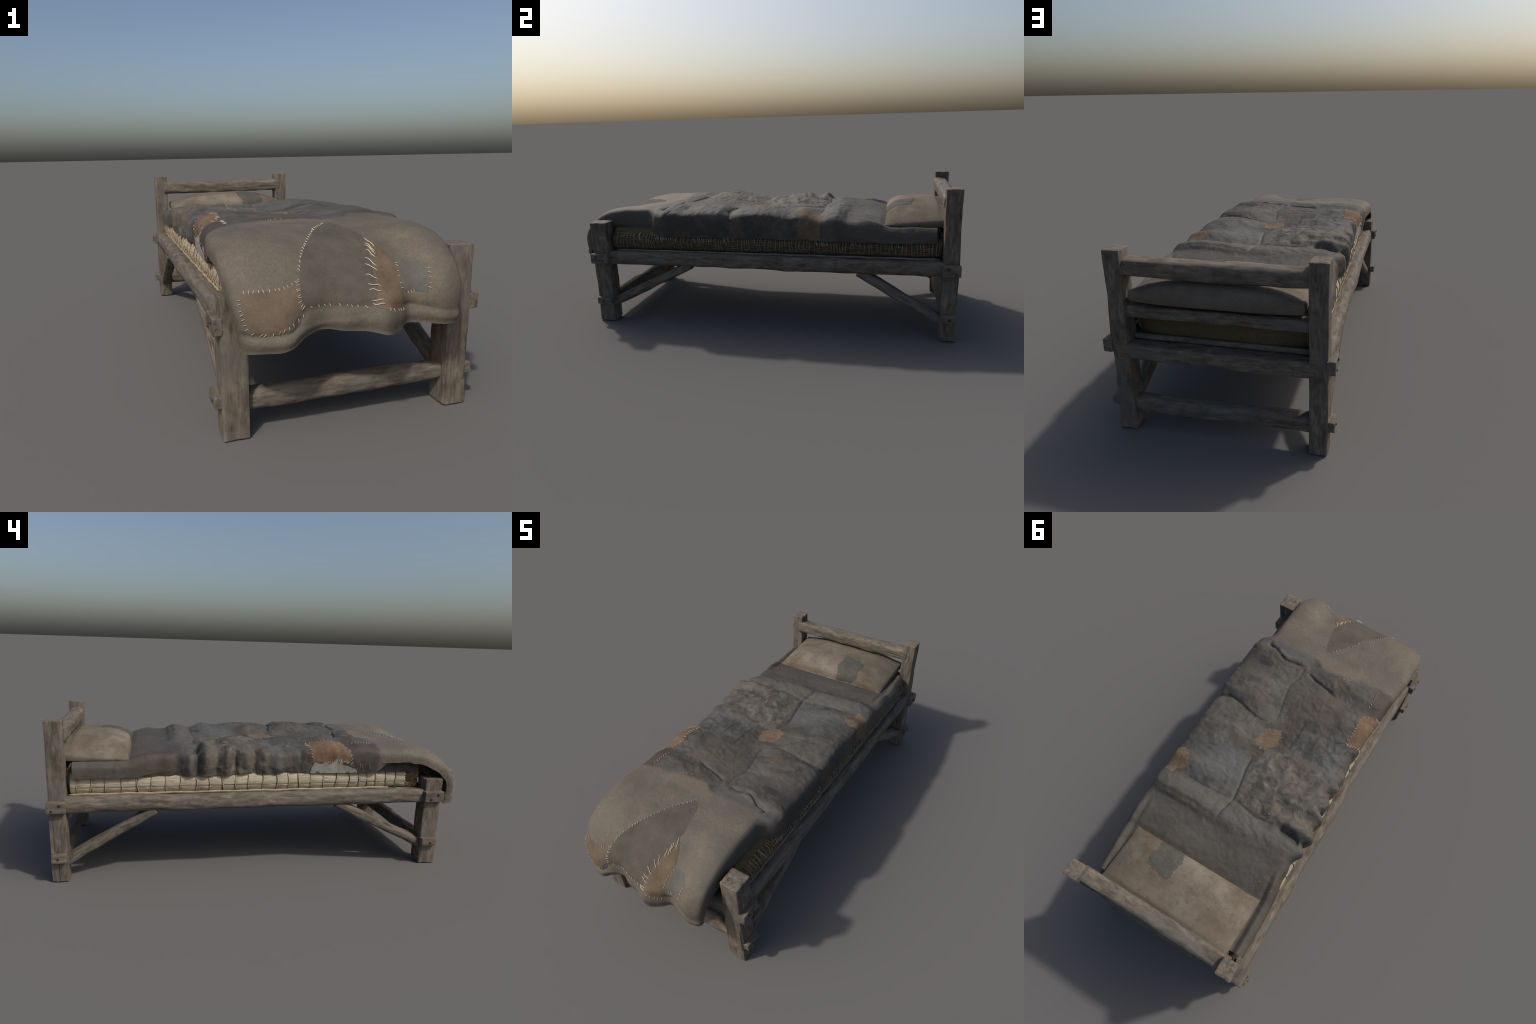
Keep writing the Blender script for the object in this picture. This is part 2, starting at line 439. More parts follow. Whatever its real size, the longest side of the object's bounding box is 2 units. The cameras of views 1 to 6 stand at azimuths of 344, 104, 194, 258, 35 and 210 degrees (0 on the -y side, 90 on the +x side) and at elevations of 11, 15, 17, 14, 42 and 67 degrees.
def pillow_material():
    k = Nodes("stained_linen", 0.9, .2)
    big = k.noise(k.coord, 7, 4, .6)
    weave = k.noise(k.mapping((70, 420, 200)), 1.0, 3, .6)
    weave2 = k.noise(k.mapping((420, 60, 200)), 1.0, 3, .6)
    spot = k.noise(k.mapping((1, 1, 1), None, (2.2, 7.1, .4)), 34, 3, .55)
    w = k.math("ADD", k.math("MULTIPLY", weave, .5), k.math("MULTIPLY", weave2, .5))
    c = k.ramp(big, [(.30, (.108, .084, .060)), (.48, (.160, .133, .100)), (.66, (.228, .200, .162))])
    c = k.mix(k.range(w, .36, .60, .45, 0), c, k.mix(1.0, c, (.60, .57, .54), "MULTIPLY"))
    c = k.mix(k.range(spot, .60, .72, 0, .55), c, (.100, .064, .040))
    c = k.mix(k.range(k.noise(k.coord, 14, 3, .6), .57, .70, 0, .3), c, (.140, .098, .062))
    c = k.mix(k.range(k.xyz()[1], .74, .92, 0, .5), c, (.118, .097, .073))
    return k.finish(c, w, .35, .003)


def reed_material():
    k = Nodes("pale_reed", 0.6, .35)
    rnd = k.t.nodes.new("ShaderNodeObjectInfo").outputs["Random"]
    off = k.node("ShaderNodeCombineXYZ", X=k.math("MULTIPLY", rnd, 9.0), Y=k.math("MULTIPLY", rnd, 5.0), Z=rnd).outputs[0]
    fib = k.noise(k.mapping((30, 14, 190), None, off), 1.0, 4, .6)
    dirt = k.noise(k.mapping((30, 30, 120), None, off), 1.0, 4, .6)
    c = k.ramp(fib, [(.28, (.235, .195, .135)), (.48, (.355, .305, .220)), (.72, (.465, .408, .308))])
    c = k.mix(k.range(dirt, .56, .72, 0, .6), c, (.130, .102, .066))
    return k.finish(c, fib, .35, .003)


def straw_material(name, a, b, c3):
    k = Nodes(name, 0.75, .3)
    n = k.noise(k.mapping((150, 25, 150)), 1.0, 3, .6)
    return k.finish(k.ramp(n, [(.3, a), (.5, b), (.7, c3)]), n, .3, .002)


WOOD, IRON, BLANKET, LINEN, REED = wood_material(), nail_material(), blanket_material(), pillow_material(), reed_material()
CORD = straw_material("mat_cord", (.20, .150, .085), (.34, .270, .165), (.44, .36, .24))
FILL = straw_material("straw_filling", (.070, .050, .022), (.100, .073, .034), (.125, .093, .047))
WITHY = straw_material("wicker_strand", (.085, .060, .035), (.160, .118, .070), (.235, .180, .115))
WITHY_PALE = straw_material("peeled_wicker", (.130, .115, .085), (.200, .182, .145), (.270, .250, .205))
STRAW = straw_material("loose_straw", (.20, .140, .060), (.33, .24, .115), (.46, .35, .19))
THREAD = straw_material("stitching_thread", (.52, .46, .36), (.60, .54, .43), (.66, .60, .49))
THREAD_GREY = straw_material("grey_thread", (.24, .225, .19), (.29, .27, .23), (.34, .32, .28))
ORANGE = cloth_material("rust_suede", (.100, .063, .039), (.150, .096, .061), (.200, .136, .092), (60, 60, 60), (.070, .046, .031))
OCHRE = cloth_material("ochre_suede", (.105, .074, .047), (.148, .106, .070), (.190, .142, .100), (60, 60, 60), (.080, .057, .038))
BROWN = cloth_material("brown_wool", (.096, .072, .050), (.130, .099, .070), (.160, .125, .092))
UMBER = cloth_material("umber_wool", (.072, .061, .048), (.094, .081, .065), (.116, .101, .082))
TAN = cloth_material("tan_wool", (.092, .066, .041), (.130, .096, .062), (.170, .130, .090))
SLATE = cloth_material("slate_wool", (.088, .082, .069), (.108, .103, .089), (.132, .127, .112))
SAGE = cloth_material("sage_linen", (.058, .056, .044), (.080, .079, .063), (.106, .105, .086), (70, 300, 200))
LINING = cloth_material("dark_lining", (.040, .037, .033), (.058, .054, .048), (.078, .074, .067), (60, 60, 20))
ASH = cloth_material("ash_linen", (.21, .20, .175), (.27, .258, .23), (.34, .325, .29), (40, 60, 260))


# ---------------------------------------------------------------- timber
def beam(name, p0, p1, half_w, half_h, parent, roundness=6.0, wobble=.003, side=(1, 0, 0), seed=0, cut0=0.0, cut1=0.0, taper=0.0, ring=40, sag=0.0, cracks=3):
    """A hewn timber from p0 to p1: superellipse section, wavering along its length, grain ridges and capped ends.
    half_w is measured along `side`. Local z runs along the timber."""
    p0, p1 = Vector(p0), Vector(p1)
    axis = p1 - p0
    length = axis.length
    zv = axis.normalized()
    xv = (Vector(side) - zv * Vector(side).dot(zv)).normalized()
    yv = zv.cross(xv)
    rot = Matrix((xv, yv, zv)).transposed().to_quaternion()
    n = max(8, int(length / .011))
    t = np.linspace(0, 1, n + 1)
    ang = np.linspace(0, 2 * math.pi, ring, endpoint=False)
    ca, sa = np.cos(ang), np.sin(ang)
    r = (np.abs(ca) ** roundness + np.abs(sa) ** roundness) ** (-1 / roundness)
    T, A = np.meshgrid(t, np.arange(ring), indexing="ij")
    cx, cy = (r * ca)[A], (r * sa)[A]
    L = T * length
    s = seed * 3.7 + 1.3
    big = fbm(cx * 1.1 + s, cy * 1.1, L * 7 + s, 2)
    ridge = noise3(cx * 7 + s, cy * 7 + s, L * 4) + .5 * noise3(cx * 15, cy * 15 + s, L * 9)
    scale = 1 + taper * (T - .5)
    bowx, bowy = wobble * 1.2 * noise3(L * 3 + s, .3, s), wobble * 1.2 * noise3(L * 3 + s, 7.3, s) - sag * 4 * T * (1 - T)
    grow = wobble * big + wobble * .28 * ridge
    # a few drying cracks
    for ci in range(cracks):
        a0, l0 = (rng.random() * ring), rng.random() * length
        da = np.abs((A - a0 + ring / 2) % ring - ring / 2)
        grow = grow - .004 * np.exp(-(da / .7) ** 2) * np.exp(-((L - l0) / (.03 + .05 * rng.random())) ** 4)
    px = cx * (half_w * scale + grow) + bowx
    py = cy * (half_h * scale + grow) + bowy
    pz = L + np.where(T < .5, cut0 * py, cut1 * py) * (np.abs(2 * T - 1) ** 2) + .0012 * noise3(cx * 3, cy * 3, s + T * 40)
    verts = [np.stack([px, py, pz], -1).reshape(-1, 3)]
    faces = [[i * ring + j, i * ring + (j + 1) % ring, (i + 1) * ring + (j + 1) % ring, (i + 1) * ring + j] for i in range(n) for j in range(ring)]
    count = (n + 1) * ring
    for end in (0, n):
        rim = np.stack([px[end], py[end], pz[end]], -1)
        mid = rim.mean(0)
        prev = list(range(end * ring, end * ring + ring))
        for f, dip in ((.93, .0015), (.62, .0018), (.3, .0012)):
            inner = mid + (rim - mid) * f
            inner[:, 2] += (dip if end else -dip) + .0010 * noise3(inner[:, 0] * 60, inner[:, 1] * 60, s)
            verts.append(inner)
            cur = list(range(count, count + ring))
            count += ring
            for j in range(ring):
                q = [prev[j], prev[(j + 1) % ring], cur[(j + 1) % ring], cur[j]]
                faces.append(q if end else q[::-1])
            prev = cur
        verts.append(mid[None] + np.array([[0, 0, .001 if end else -.001]]))
        for j in range(ring):
            f3 = [prev[j], prev[(j + 1) % ring], count]
            faces.append(f3 if end else f3[::-1])
        count += 1
    return mesh_object(name, np.concatenate(verts), faces, WOOD, parent, location=p0, rotation=rot, angle=38)


bed = empty("bed_frame", "rustic weathered wooden bed frame with log rails", "bed frame")
for sx in (-1, 1):
    beam("head_post", (sx * .3715, .9585, .0025), (sx * .3715, .9585, .7195), .034, .0365, bed, 13, .0022, seed=1 + sx, ring=56)
    top = .437 if sx < 0 else .5395
    beam("foot_post", (sx * .374, -.8075, .0025), (sx * .374, -.8075, top), .0415, .0450, bed, 13, .0022, seed=4 + sx, ring=56)
    beam("side_rail", (sx * .377, -.785, .350), (sx * .377, .945, .350), .0345, .0350, bed, 3.4, .0035, seed=7 + sx, taper=.02)
    # diagonal braces under the rails
    beam("brace", (sx * .372, .950, .082), (sx * .372, .540, .3185), .0275, .0225 if sx < 0 else .024, bed, 3.5, .0026, seed=10 + sx)
    beam("brace", (sx * .372, -.795, .087), (sx * .372, -.319, .3235), .0285, .0228, bed, 3.0, .0026, seed=13 + sx, taper=-.06)

beam("head_rail", (-.357, .9500, .6525), (.360, .9500, .6520), .0350, .0340, bed, 3.6, .0030, side=(0, 1, 0), seed=21, taper=-.03)
beam("head_rail", (-.350, .957, .4875), (.350, .957, .4875), .024, .0235, bed, 4, .0030, side=(0, 1, 0), seed=22)
beam("head_rail", (-.373, .960, .3300), (.376, .960, .3320), .0365, .0300, bed, 8, .0030, side=(0, 1, 0), seed=23)
beam("head_rail", (-.350, .955, .108), (.350, .955, .099), .029, .0335, bed, 3.4, .0036, side=(0, 1, 0), seed=24)
beam("foot_rail", (-.340, -.800, .104), (.345, -.800, .108), .0310, .0325, bed, 2.8, .0036, side=(0, 1, 0), seed=25, taper=-.06)
beam("foot_rail", (-.350, -.808, .338), (.350, -.808, .335), .0340, .0400, bed, 3.2, .0036, side=(0, 1, 0), seed=26)
# slats that carry the mattress
for i in range(9):
    y = -.68 + i * .185
    beam("bed_slat", (-.36, y, .346), (.36, y, .346), .030, .009, bed, 6, .0015, side=(0, 1, 0), seed=40 + i, ring=24)


def nail_mesh():
    verts, faces = [], []
    prof = [(.0056, 0), (.0062, .0012), (.0054, .0034), (.0032, .0050)]
    m = 14
    for r, h in prof:
        verts += [(r * math.cos(2 * math.pi * j / m), r * math.sin(2 * math.pi * j / m), h) for j in range(m)]
    for i in range(len(prof) - 1):
        faces += [[i * m + j, i * m + (j + 1) % m, (i + 1) * m + (j + 1) % m, (i + 1) * m + j] for j in range(m)]
    verts.append((0, 0, .0054))
    faces += [[(len(prof) - 1) * m + j, (len(prof) - 1) * m + (j + 1) % m, len(verts) - 1] for j in range(m)]
    me = bpy.data.meshes.new("nail")
    me.from_pydata(verts, [], faces)
    me.polygons.foreach_set("use_smooth", [True] * len(me.polygons))
    me.materials.append(IRON)
    return me


NAIL = nail_mesh()


def cleat(sx, y0, y1, z0, z1, inner, outer, nails, seed):
    c = beam("cleat", (sx * (inner + outer) / 2, y0, (z0 + z1) / 2), (sx * (inner + outer) / 2, y1, (z0 + z1) / 2), (outer - inner) / 2, (z1 - z0) / 2, bed, 14, .0007, seed=seed, ring=56, cracks=0)
    for ny, nz in nails:
        ob = bpy.data.objects.new("nail", NAIL)
        link(ob, c)
        # place in world space, then express it in the cleat's frame
        world = Matrix.Translation((sx * (outer - .0006), ny, nz)) @ Matrix.Rotation(sx * math.pi / 2, 4, "Y") @ Matrix.Scale(1 + .15 * rng.uniform(-1, 1), 4)
        local = Matrix.Translation(c.location) @ c.rotation_quaternion.to_matrix().to_4x4()
        ob.matrix_basis = local.inverted() @ world


for sx in (-1, 1):
    cleat(sx, .921, .998, .3255, .3765, .400, .4315 + (.006 if sx > 0 else 0), [(.944, .362), (.9775, .339)], 60 + sx)
    cleat(sx, .9285, .989, .0975, .1355, .400, .430, [(.962, .116)], 64 + sx)
    cleat(sx, -.852, -.757, .3270, .3790, .408, .4385 + (.004 if sx > 0 else 0), [(-.824, .364), (-.788, .343)], 68 + sx)
    cleat(sx, -.841, -.763, .1005, .1375, .408, .4380, [(-.8065, .117)], 72 + sx)


# ---------------------------------------------------------------- mattress
mattress = empty("straw_mattress", "flat straw mattress with reed and wicker sides", "mattress")


def tube(points, radius, sides=6, taper_ends=True):
    """Vertices and faces of a round strand through the points."""
    pts = [Vector(p) for p in points]
    verts, faces = [], []
    up = Vector((.13, .21, .97))
    for i, p in enumerate(pts):
        d = (pts[min(i + 1, len(pts) - 1)] - pts[max(i - 1, 0)]).normalized()
        a = d.cross(up)
        if a.length < 1e-3:
            a = d.cross(Vector((1, 0, 0)))
        a.normalize()
        b = d.cross(a)
        r = radius * (.55 if taper_ends and i in (0, len(pts) - 1) else 1)
        verts += [p + (a * math.cos(2 * math.pi * j / sides) + b * math.sin(2 * math.pi * j / sides)) * r for j in range(sides)]
    for i in range(len(pts) - 1):
        faces += [[i * sides + j, i * sides + (j + 1) % sides, (i + 1) * sides + (j + 1) % sides, (i + 1) * sides + j] for j in range(sides)]
    faces.append(list(range(sides))[::-1])
    faces.append([(len(pts) - 1) * sides + j for j in range(sides)])
    return verts, faces


class Bundle:
    """Many small strands joined into one mesh."""
    def __init__(self):
        self.v, self.f = [], []

    def add(self, vf):
        o = len(self.v)
        self.v += vf[0]
        self.f += [[i + o for i in f] for f in vf[1]]

    def build(self, name, mat, parent, stuff=True):
        ob = mesh_object(name, self.v, self.f, mat, parent)
        if stuff:
            ob["kind"] = "stuff"
        return ob


# the stuffed body: rounded slab whose head end bulges
def slab():
    ny, ring = 90, 48
    verts, faces = [], []
    for i in range(ny + 1):
        f = i / ny
        y = -.752 + f * (.905 + .752)
        e = min(1, (.905 - y) / .03)
        shrink = .90 + .10 * math.sqrt(max(0, 1 - (1 - e) ** 2))
        hw, zc, hh = .345 * (shrink if e < 1 else 1), .4305, .0775 * shrink
        for j in range(ring):
            a = 2 * math.pi * j / ring
            ca, sa = math.cos(a), math.sin(a)
            r = (abs(ca) ** 9 + abs(sa) ** 9) ** (-1 / 9)
            xx = ca * r * hw
            verts.append((xx, y + .030 * step(y, .80, .905) * (1 - (abs(xx) / .345) ** 4), zc + sa * r * hh))
    for i in range(ny):
        faces += [[i * ring + j, i * ring + (j + 1) % ring, (i + 1) * ring + (j + 1) % ring, (i + 1) * ring + j][::-1] for j in range(ring)]
    faces.append(list(range(ring)))
    faces.append([ny * ring + j for j in range(ring)][::-1])
    return mesh_object("mattress_filling", verts, faces, FILL, mattress, angle=50)


slab()

# reed mat on the sunny side: flattened reed panels bound by upright cords
PANEL_EDGES = [.908, .877, .818, .759, .687, .619, .556, .492, .427, .355, .295, .234, .173, .113, .044, -.024, -.079, -.129, -.189, -.252, -.317, -.384, -.432, -.474, -.520, -.574, -.624, -.678]


def mat_bulge(z):
    """Outward reach of the reed mat at height z."""
    t = (z - .391) / .085
    return .347 + .019 * math.sin(math.pi * min(1, max(0, t * .85 + .12)))


SPLIT = .4185
for i in range(len(PANEL_EDGES) - 1):
    ya, yb = PANEL_EDGES[i] - .0018, PANEL_EDGES[i + 1] + .0018
    for za, zb, rows in ((.3935, SPLIT - .0009, 7), (SPLIT + .0009, .482, 14)):
        cols = 9
        verts, faces = [], []
        tilt = rng.uniform(-.0012, .0012)
        crown = rng.uniform(.0012, .0028)
        ragged = 1 if i == len(PANEL_EDGES) - 2 else 0
        for r in range(rows + 1):
            for c in range(cols + 1):
                u, w = c / cols, r / rows
                y = ya + (yb - ya) * u
                z = za + (zb - za) * w
                if ragged and c >= cols - 1:
                    y += .018 * float(noise3(z * 90, 2.2, 1.1)) * (1 if c == cols else .4)
                out = mat_bulge(z) + crown * math.sin(math.pi * u) ** .6 + tilt * (u - .5) * 2 + .0012 * float(noise3(y * 30, z * 160, i + .5))
                edge = min(w, 1 - w) * rows
                out -= .0012 if edge < .5 else 0
                verts.append((-out, y, z))
        front = len(verts)
        verts += [(v[0] + .004, v[1], v[2]) for v in verts]
        W = cols + 1
        for r in range(rows):
            for c in range(cols):
                a = r * W + c
                q = [a, a + 1, a + W + 1, a + W]
                faces.append(q)
                faces.append([x + front for x in q[::-1]])
        rim = [c for c in range(W)] + [r * W + cols for r in range(1, rows + 1)] + [rows * W + c for c in range(cols - 1, -1, -1)] + [r * W for r in range(rows - 1, 0, -1)]
        for a, b in zip(rim, rim[1:] + rim[:1]):
            faces.append([b, a, a + front, b + front])
        mesh_object("reed_panel", verts, faces, REED, mattress, angle=45)

for i, y in enumerate(PANEL_EDGES[1:-1]):
    pts = []
    for s in range(9):
        z = .392 + .088 * s / 8
        pts.append((-mat_bulge(z) - .0022, y + .0025 * math.sin(s * .8 + i) + .003 * (s / 8 - .5) * (-1) ** i, z))
    mesh_object("mat_cord", *tube(pts, .0027, 8), CORD, mattress)

for sx in (-1, 1):
    pts = [(sx * ((.357 if sx < 0 else .366) + .0012 * math.sin(j * 1.7)), .915 - j * 1.645 / 60, .3885 + .0010 * math.sin(j * .9 + sx)) for j in range(61)]
    if sx < 0:
        pts = [p for p in pts if p[1] > -.61]
    mesh_object("edge_pole", *tube(pts, .0054, 10), CORD if sx < 0 else WITHY_PALE, mattress)
beam("edge_pole", (-.336, .937, .3750), (.336, .937, .3750), .0095, .0105, mattress, 4, .0008, side=(0, 1, 0), seed=31, ring=20)
for sx in (-1, 1):
    pts = [(sx * .322, .898 + .027 * math.sin(math.pi * (.06 + .88 * j / 12)) , .522 - .145 * j / 12) for j in range(13)]
    mesh_object("edge_cord", *tube(pts, .0042, 8), SLATE, mattress)


# wicker on the far side: uprights, peeled ribs and fine weavers over a rounded edge
def wicker(z_or_turn, reach):
    """Point on the wicker roll: turn 0 at the bottom edge, 1 on top."""
    a = -0.9 + z_or_turn * 3.0
    return (.338 + reach + .040 * math.cos(a), .4325 + (.044 + reach) * math.sin(a) + .002)


weave, pale_ribs, brown_ribs = Bundle(), Bundle(), Bundle()
back = Bundle()
v, f = [], []
NB = 14
for j in range(61):
    y = .905 - j * 1.66 / 60
    for s in range(NB):
        x, z = wicker(s / (NB - 1), -.006)
        v.append((x, y, z))
for j in range(60):
    for s in range(NB - 1):
        f.append([j * NB + s, j * NB + s + 1, (j + 1) * NB + s + 1, (j + 1) * NB + s])
mesh_object("wicker_backing", v, f, FILL, mattress)
y = .905
while y > -.745:
    kind = rng.random()
    clustered = noise3(y * 11, .5, .5) > -.1
    if clustered and kind < .6:
        lo, hi, rad = rng.uniform(.30, .42), rng.uniform(.62, .95), rng.uniform(.0030, .0046)
        if y < -.60 or y > .85:
            lo, hi = .05, 1.0
        pts = [(wicker(lo + (hi - lo) * s / 7, .0010 + .0012 * math.sin(math.pi * s / 7))[0], y + .003 * math.sin(s * .9 + y * 40) - .004 * s / 7, wicker(lo + (hi - lo) * s / 7, .001)[1]) for s in range(8)]
        pale_ribs.add(tube(pts, rad, 7))
        y -= rng.uniform(.009, .016)
    else:
        pts = [(wicker(.02 + .98 * s / 9, .0008 + .0010 * rng.random())[0], y + .0022 * math.sin(s * 1.1 + y * 31), wicker(.02 + .98 * s / 9, .0010)[1]) for s in range(10)]
        brown_ribs.add(tube(pts, rng.uniform(.0026, .0042), 7))
        y -= rng.uniform(.010, .026)
for k in range(40):
    turn = .03 + .97 * (k + .5) / 40
    y = .905 - rng.random() * .05
    while y > -.74:
        run = rng.uniform(.05, .22)
        ph = rng.random() * 6
        m = max(4, int(run / .009))
        tt = turn + rng.uniform(-.012, .012)
        pts = []
        for s in range(m + 1):
            yy = max(-.748, y - run * s / m)
            x, z = wicker(tt + .010 * math.sin(s * .35 + ph), .0006 + .0026 * math.sin(s * 2.1 + ph + k * 1.57))
            pts.append((x, yy, z))
        weave.add(tube(pts, rng.uniform(.0008, .0016), 4))
        y -= run * rng.uniform(.75, 1.15)
weave.build("wicker_weave", WITHY, mattress)
pale_ribs.build("wicker_rib", WITHY_PALE, mattress)
brown_ribs.build("wicker_rib", WITHY, mattress)

# straw escaping from the torn foot corner and at the head corners
loose = Bundle()
for i in range(150):
    base = Vector((-.340 - .012 * rng.random(), rng.uniform(-.755, -.672), rng.uniform(.392, .488)))
    d = Vector((rng.uniform(-.5, .15), rng.uniform(-1, 1), rng.uniform(-.6, .7))).normalized()
    ln = rng.uniform(.012, .035)
    if base.z + d.z * ln < .392:
        d.z = abs(d.z)
    bend = Vector((rng.uniform(-1, 1), rng.uniform(-1, 1), rng.uniform(-1, 1))) * .003
    loose.add(tube([base - d * ln * .4, base + bend, base + d * ln * .6], rng.uniform(.0006, .0013), 4))
for cx in (-.335, .335):
    for i in range(40):
        base = Vector((cx + rng.uniform(-.02, .012), rng.uniform(.895, .915), rng.uniform(.40, .50)))
        d = Vector((rng.uniform(-1, 1), rng.uniform(-.6, .3), rng.uniform(-1, 1))).normalized()
        ln = rng.uniform(.012, .03)
        loose.add(tube([base - d * ln * .5, base + d * ln * .5], rng.uniform(.0006, .0012), 4))
loose.build("loose_straw", STRAW, mattress)
chip = [(-.372, -.612, .392), (-.378, -.630, .390), (-.384, -.655, .386)]
mesh_object("straw_chip", *tube(chip, .0035, 5), STRAW, mattress)

# ---------------------------------------------------------------- blanket mesh
blanket_thing = empty("patchwork_blanket", "thick grey leather and brown wool patchwork blanket", "blanket")
NP, NQ1, NQ2 = 300, 460, 150
ps = np.linspace(-1, 1, NP + 1)
qs = np.concatenate([np.linspace(0, 1, NQ1, endpoint=False), np.linspace(1, 2, NQ2 + 1)])
PP, QQ = np.meshgrid(ps, qs, indexing="xy")
SURF = blanket(PP, QQ)
rows, cols = SURF.shape[:2]
idx = np.arange(rows * cols).reshape(rows, cols)
quads = np.stack([idx[:-1, :-1], idx[1:, :-1], idx[1:, 1:], idx[:-1, 1:]], -1).reshape(-1, 4)
cover = mesh_object("blanket_cover", SURF.reshape(-1, 3), quads.tolist(), BLANKET, blanket_thing)
mod = cover.modifiers.new("thickness", "SOLIDIFY")
mod.thickness, mod.offset, mod.use_rim = .011, -1, True
dg = bpy.context.evaluated_depsgraph_get()
solid = bpy.data.meshes.new_from_object(cover.evaluated_get(dg))
cover.modifiers.clear()
cover.data = solid
solid.polygons.foreach_set("use_smooth", [True] * len(solid.polygons))
solid.set_sharp_from_angle(angle=math.radians(60))


def blanket_normal(p, q):
    e = .004
    a = blanket(np.clip(p + e, -1, 1), q) - blanket(np.clip(p - e, -1, 1), q)
    b = blanket(p, np.clip(q + e, 0, 2)) - blanket(p, np.clip(q - e, 0, 2))
    n = np.cross(b, a)
    return n / (np.linalg.norm(n, axis=-1)[..., None] + 1e-9)


def flat_fill(outline, step_p, step_q):
    """Triangulates an outline in cloth coordinates with points inside it."""
    xs, ys = [o[0] for o in outline], [o[1] for o in outline]
    pts = [Vector(o) for o in outline]
    nb = len(pts)
    poly = outline

    def inside(a, b):
        r = False
        j = len(poly) - 1
        for i in range(len(poly)):
            if (poly[i][1] > b) != (poly[j][1] > b) and a < (poly[j][0] - poly[i][0]) * (b - poly[i][1]) / (poly[j][1] - poly[i][1]) + poly[i][0]:
                r = not r
            j = i
        return r
    a = min(xs) + step_p / 2
    while a < max(xs):
        b = min(ys) + step_q / 2
        while b < max(ys):
            if inside(a, b) and min(math.hypot((a - o[0]) / step_p, (b - o[1]) / step_q) for o in outline) > .55:
                pts.append(Vector((a, b)))
            b += step_q
        a += step_p
    res = geometry.delaunay_2d_cdt(pts, [(i, (i + 1) % nb) for i in range(nb)], [], 1, 1e-7)
    return [tuple(v) for v in res[0]], [list(f) for f in res[2]]


def dense(outline, n, jag=0.0, seed=0, jag_scale=(1.0, 1.0), closed=True):
    """Resamples a closed outline to n points, smoothed, with ragged teeth."""
    pts = np.array(outline, float)
    w = np.array(jag_scale)
    seg = np.linalg.norm((np.roll(pts, -1, 0) - pts) / w, axis=1)
    acc = np.concatenate([[0], np.cumsum(seg)])
    ext = np.vstack([pts, pts[:1]])
    s = np.linspace(0, acc[-1], n, endpoint=False)
    out = np.stack([np.interp(s, acc, ext[:, i]) for i in range(2)], -1)
    r = random.Random(seed)
    c = out.mean(0)
    res = []
    for i, o in enumerate(out):
        d = (o - c) / w
        d /= np.linalg.norm(d) + 1e-9
        res.append(tuple(o + d * w * jag * r.uniform(-1, 1) * (1 if i % 2 else -.2)))
    return res


def shell(name, pts3, nrm, faces, thick, lift, mat, parent):
    n = len(pts3)
    top, low = pts3 + nrm * lift, pts3 + nrm * (lift - thick)
    edges = {}
    for f in faces:
        for a, b in zip(f, f[1:] + f[:1]):
            edges[(a, b)] = 1
    allf = [list(f) for f in faces] + [[i + n for i in f[::-1]] for f in faces]
    for a, b in edges:
        if (b, a) not in edges:
            allf.append([b, a, a + n, b + n])
    return mesh_object(name, np.concatenate([top, low]), allf, mat, parent, angle=60)


P_UNIT, Q_UNIT = .46, 1.6        # metres per unit of cloth coordinate, roughly


def patch(outline, mat, n=90, jag=0.0, lift=.0012, name="cloth_patch", seed=1, grid=.010):
    mean_q = sum(o[1] for o in outline) / len(outline)
    q_unit = Q_UNIT if mean_q < 1 else .55
    line = dense(outline, n, jag, seed, (1 / P_UNIT, 1 / q_unit))
    line = [(min(max(a, -.999), .999), min(max(b, .001), 1.999)) for a, b in line]
    pq, faces = flat_fill(line, grid / P_UNIT, grid / q_unit)
    pq = np.array(pq)
    pts3, nrm = blanket(pq[:, 0], pq[:, 1]), blanket_normal(pq[:, 0], pq[:, 1])
    f0 = faces[0]
    tri_n = np.cross(pts3[f0[1]] - pts3[f0[0]], pts3[f0[2]] - pts3[f0[0]])
    if tri_n @ nrm[f0[0]] < 0:
        faces = [f[::-1] for f in faces]
    return shell(name, pts3, nrm, faces, .002, lift, mat, blanket_thing)


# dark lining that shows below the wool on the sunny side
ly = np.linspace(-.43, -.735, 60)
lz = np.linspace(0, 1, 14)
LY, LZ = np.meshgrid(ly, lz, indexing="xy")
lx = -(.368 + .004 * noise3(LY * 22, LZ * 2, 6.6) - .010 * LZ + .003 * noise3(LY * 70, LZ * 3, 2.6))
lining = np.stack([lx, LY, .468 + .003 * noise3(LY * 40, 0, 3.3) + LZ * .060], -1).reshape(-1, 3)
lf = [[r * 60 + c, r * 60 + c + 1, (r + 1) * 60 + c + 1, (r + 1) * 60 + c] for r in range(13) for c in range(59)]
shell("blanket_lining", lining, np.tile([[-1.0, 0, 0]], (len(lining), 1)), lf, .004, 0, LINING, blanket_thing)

# patches sewn on the wool at the foot, outlines in cloth coordinates (p, q)
patch([(.032, .930), (-.04, .955), (-.103, .981), (-.16, 1.04), (-.209, 1.107), (-.281, 1.224), (-.336, 1.323), (-.371, 1.419), (-.389, 1.513), (-.392, 1.610), (-.273, 1.627),
       (-.184, 1.636), (-.084, 1.666), (-.015, 1.687), (.025, 1.60), (.050, 1.52), (.072, 1.41), (.112, 1.28), (.155, 1.16), (.170, 1.08), (.144, 1.002), (.116, .956), (.08, .933)], UMBER, 150, .0006, lift=.0005, name="wool_panel", seed=2)
patch([(.168, 1.145), (.122, 1.27), (.080, 1.41), (.058, 1.52), (.032, 1.60), (-.006, 1.688), (.089, 1.726), (.18, 1.765), (.276, 1.790), (.262, 1.638), (.263, 1.47), (.268, 1.309), (.228, 1.22), (.20, 1.175)], TAN, 110, .0006, lift=.0007, name="wool_panel", seed=3)
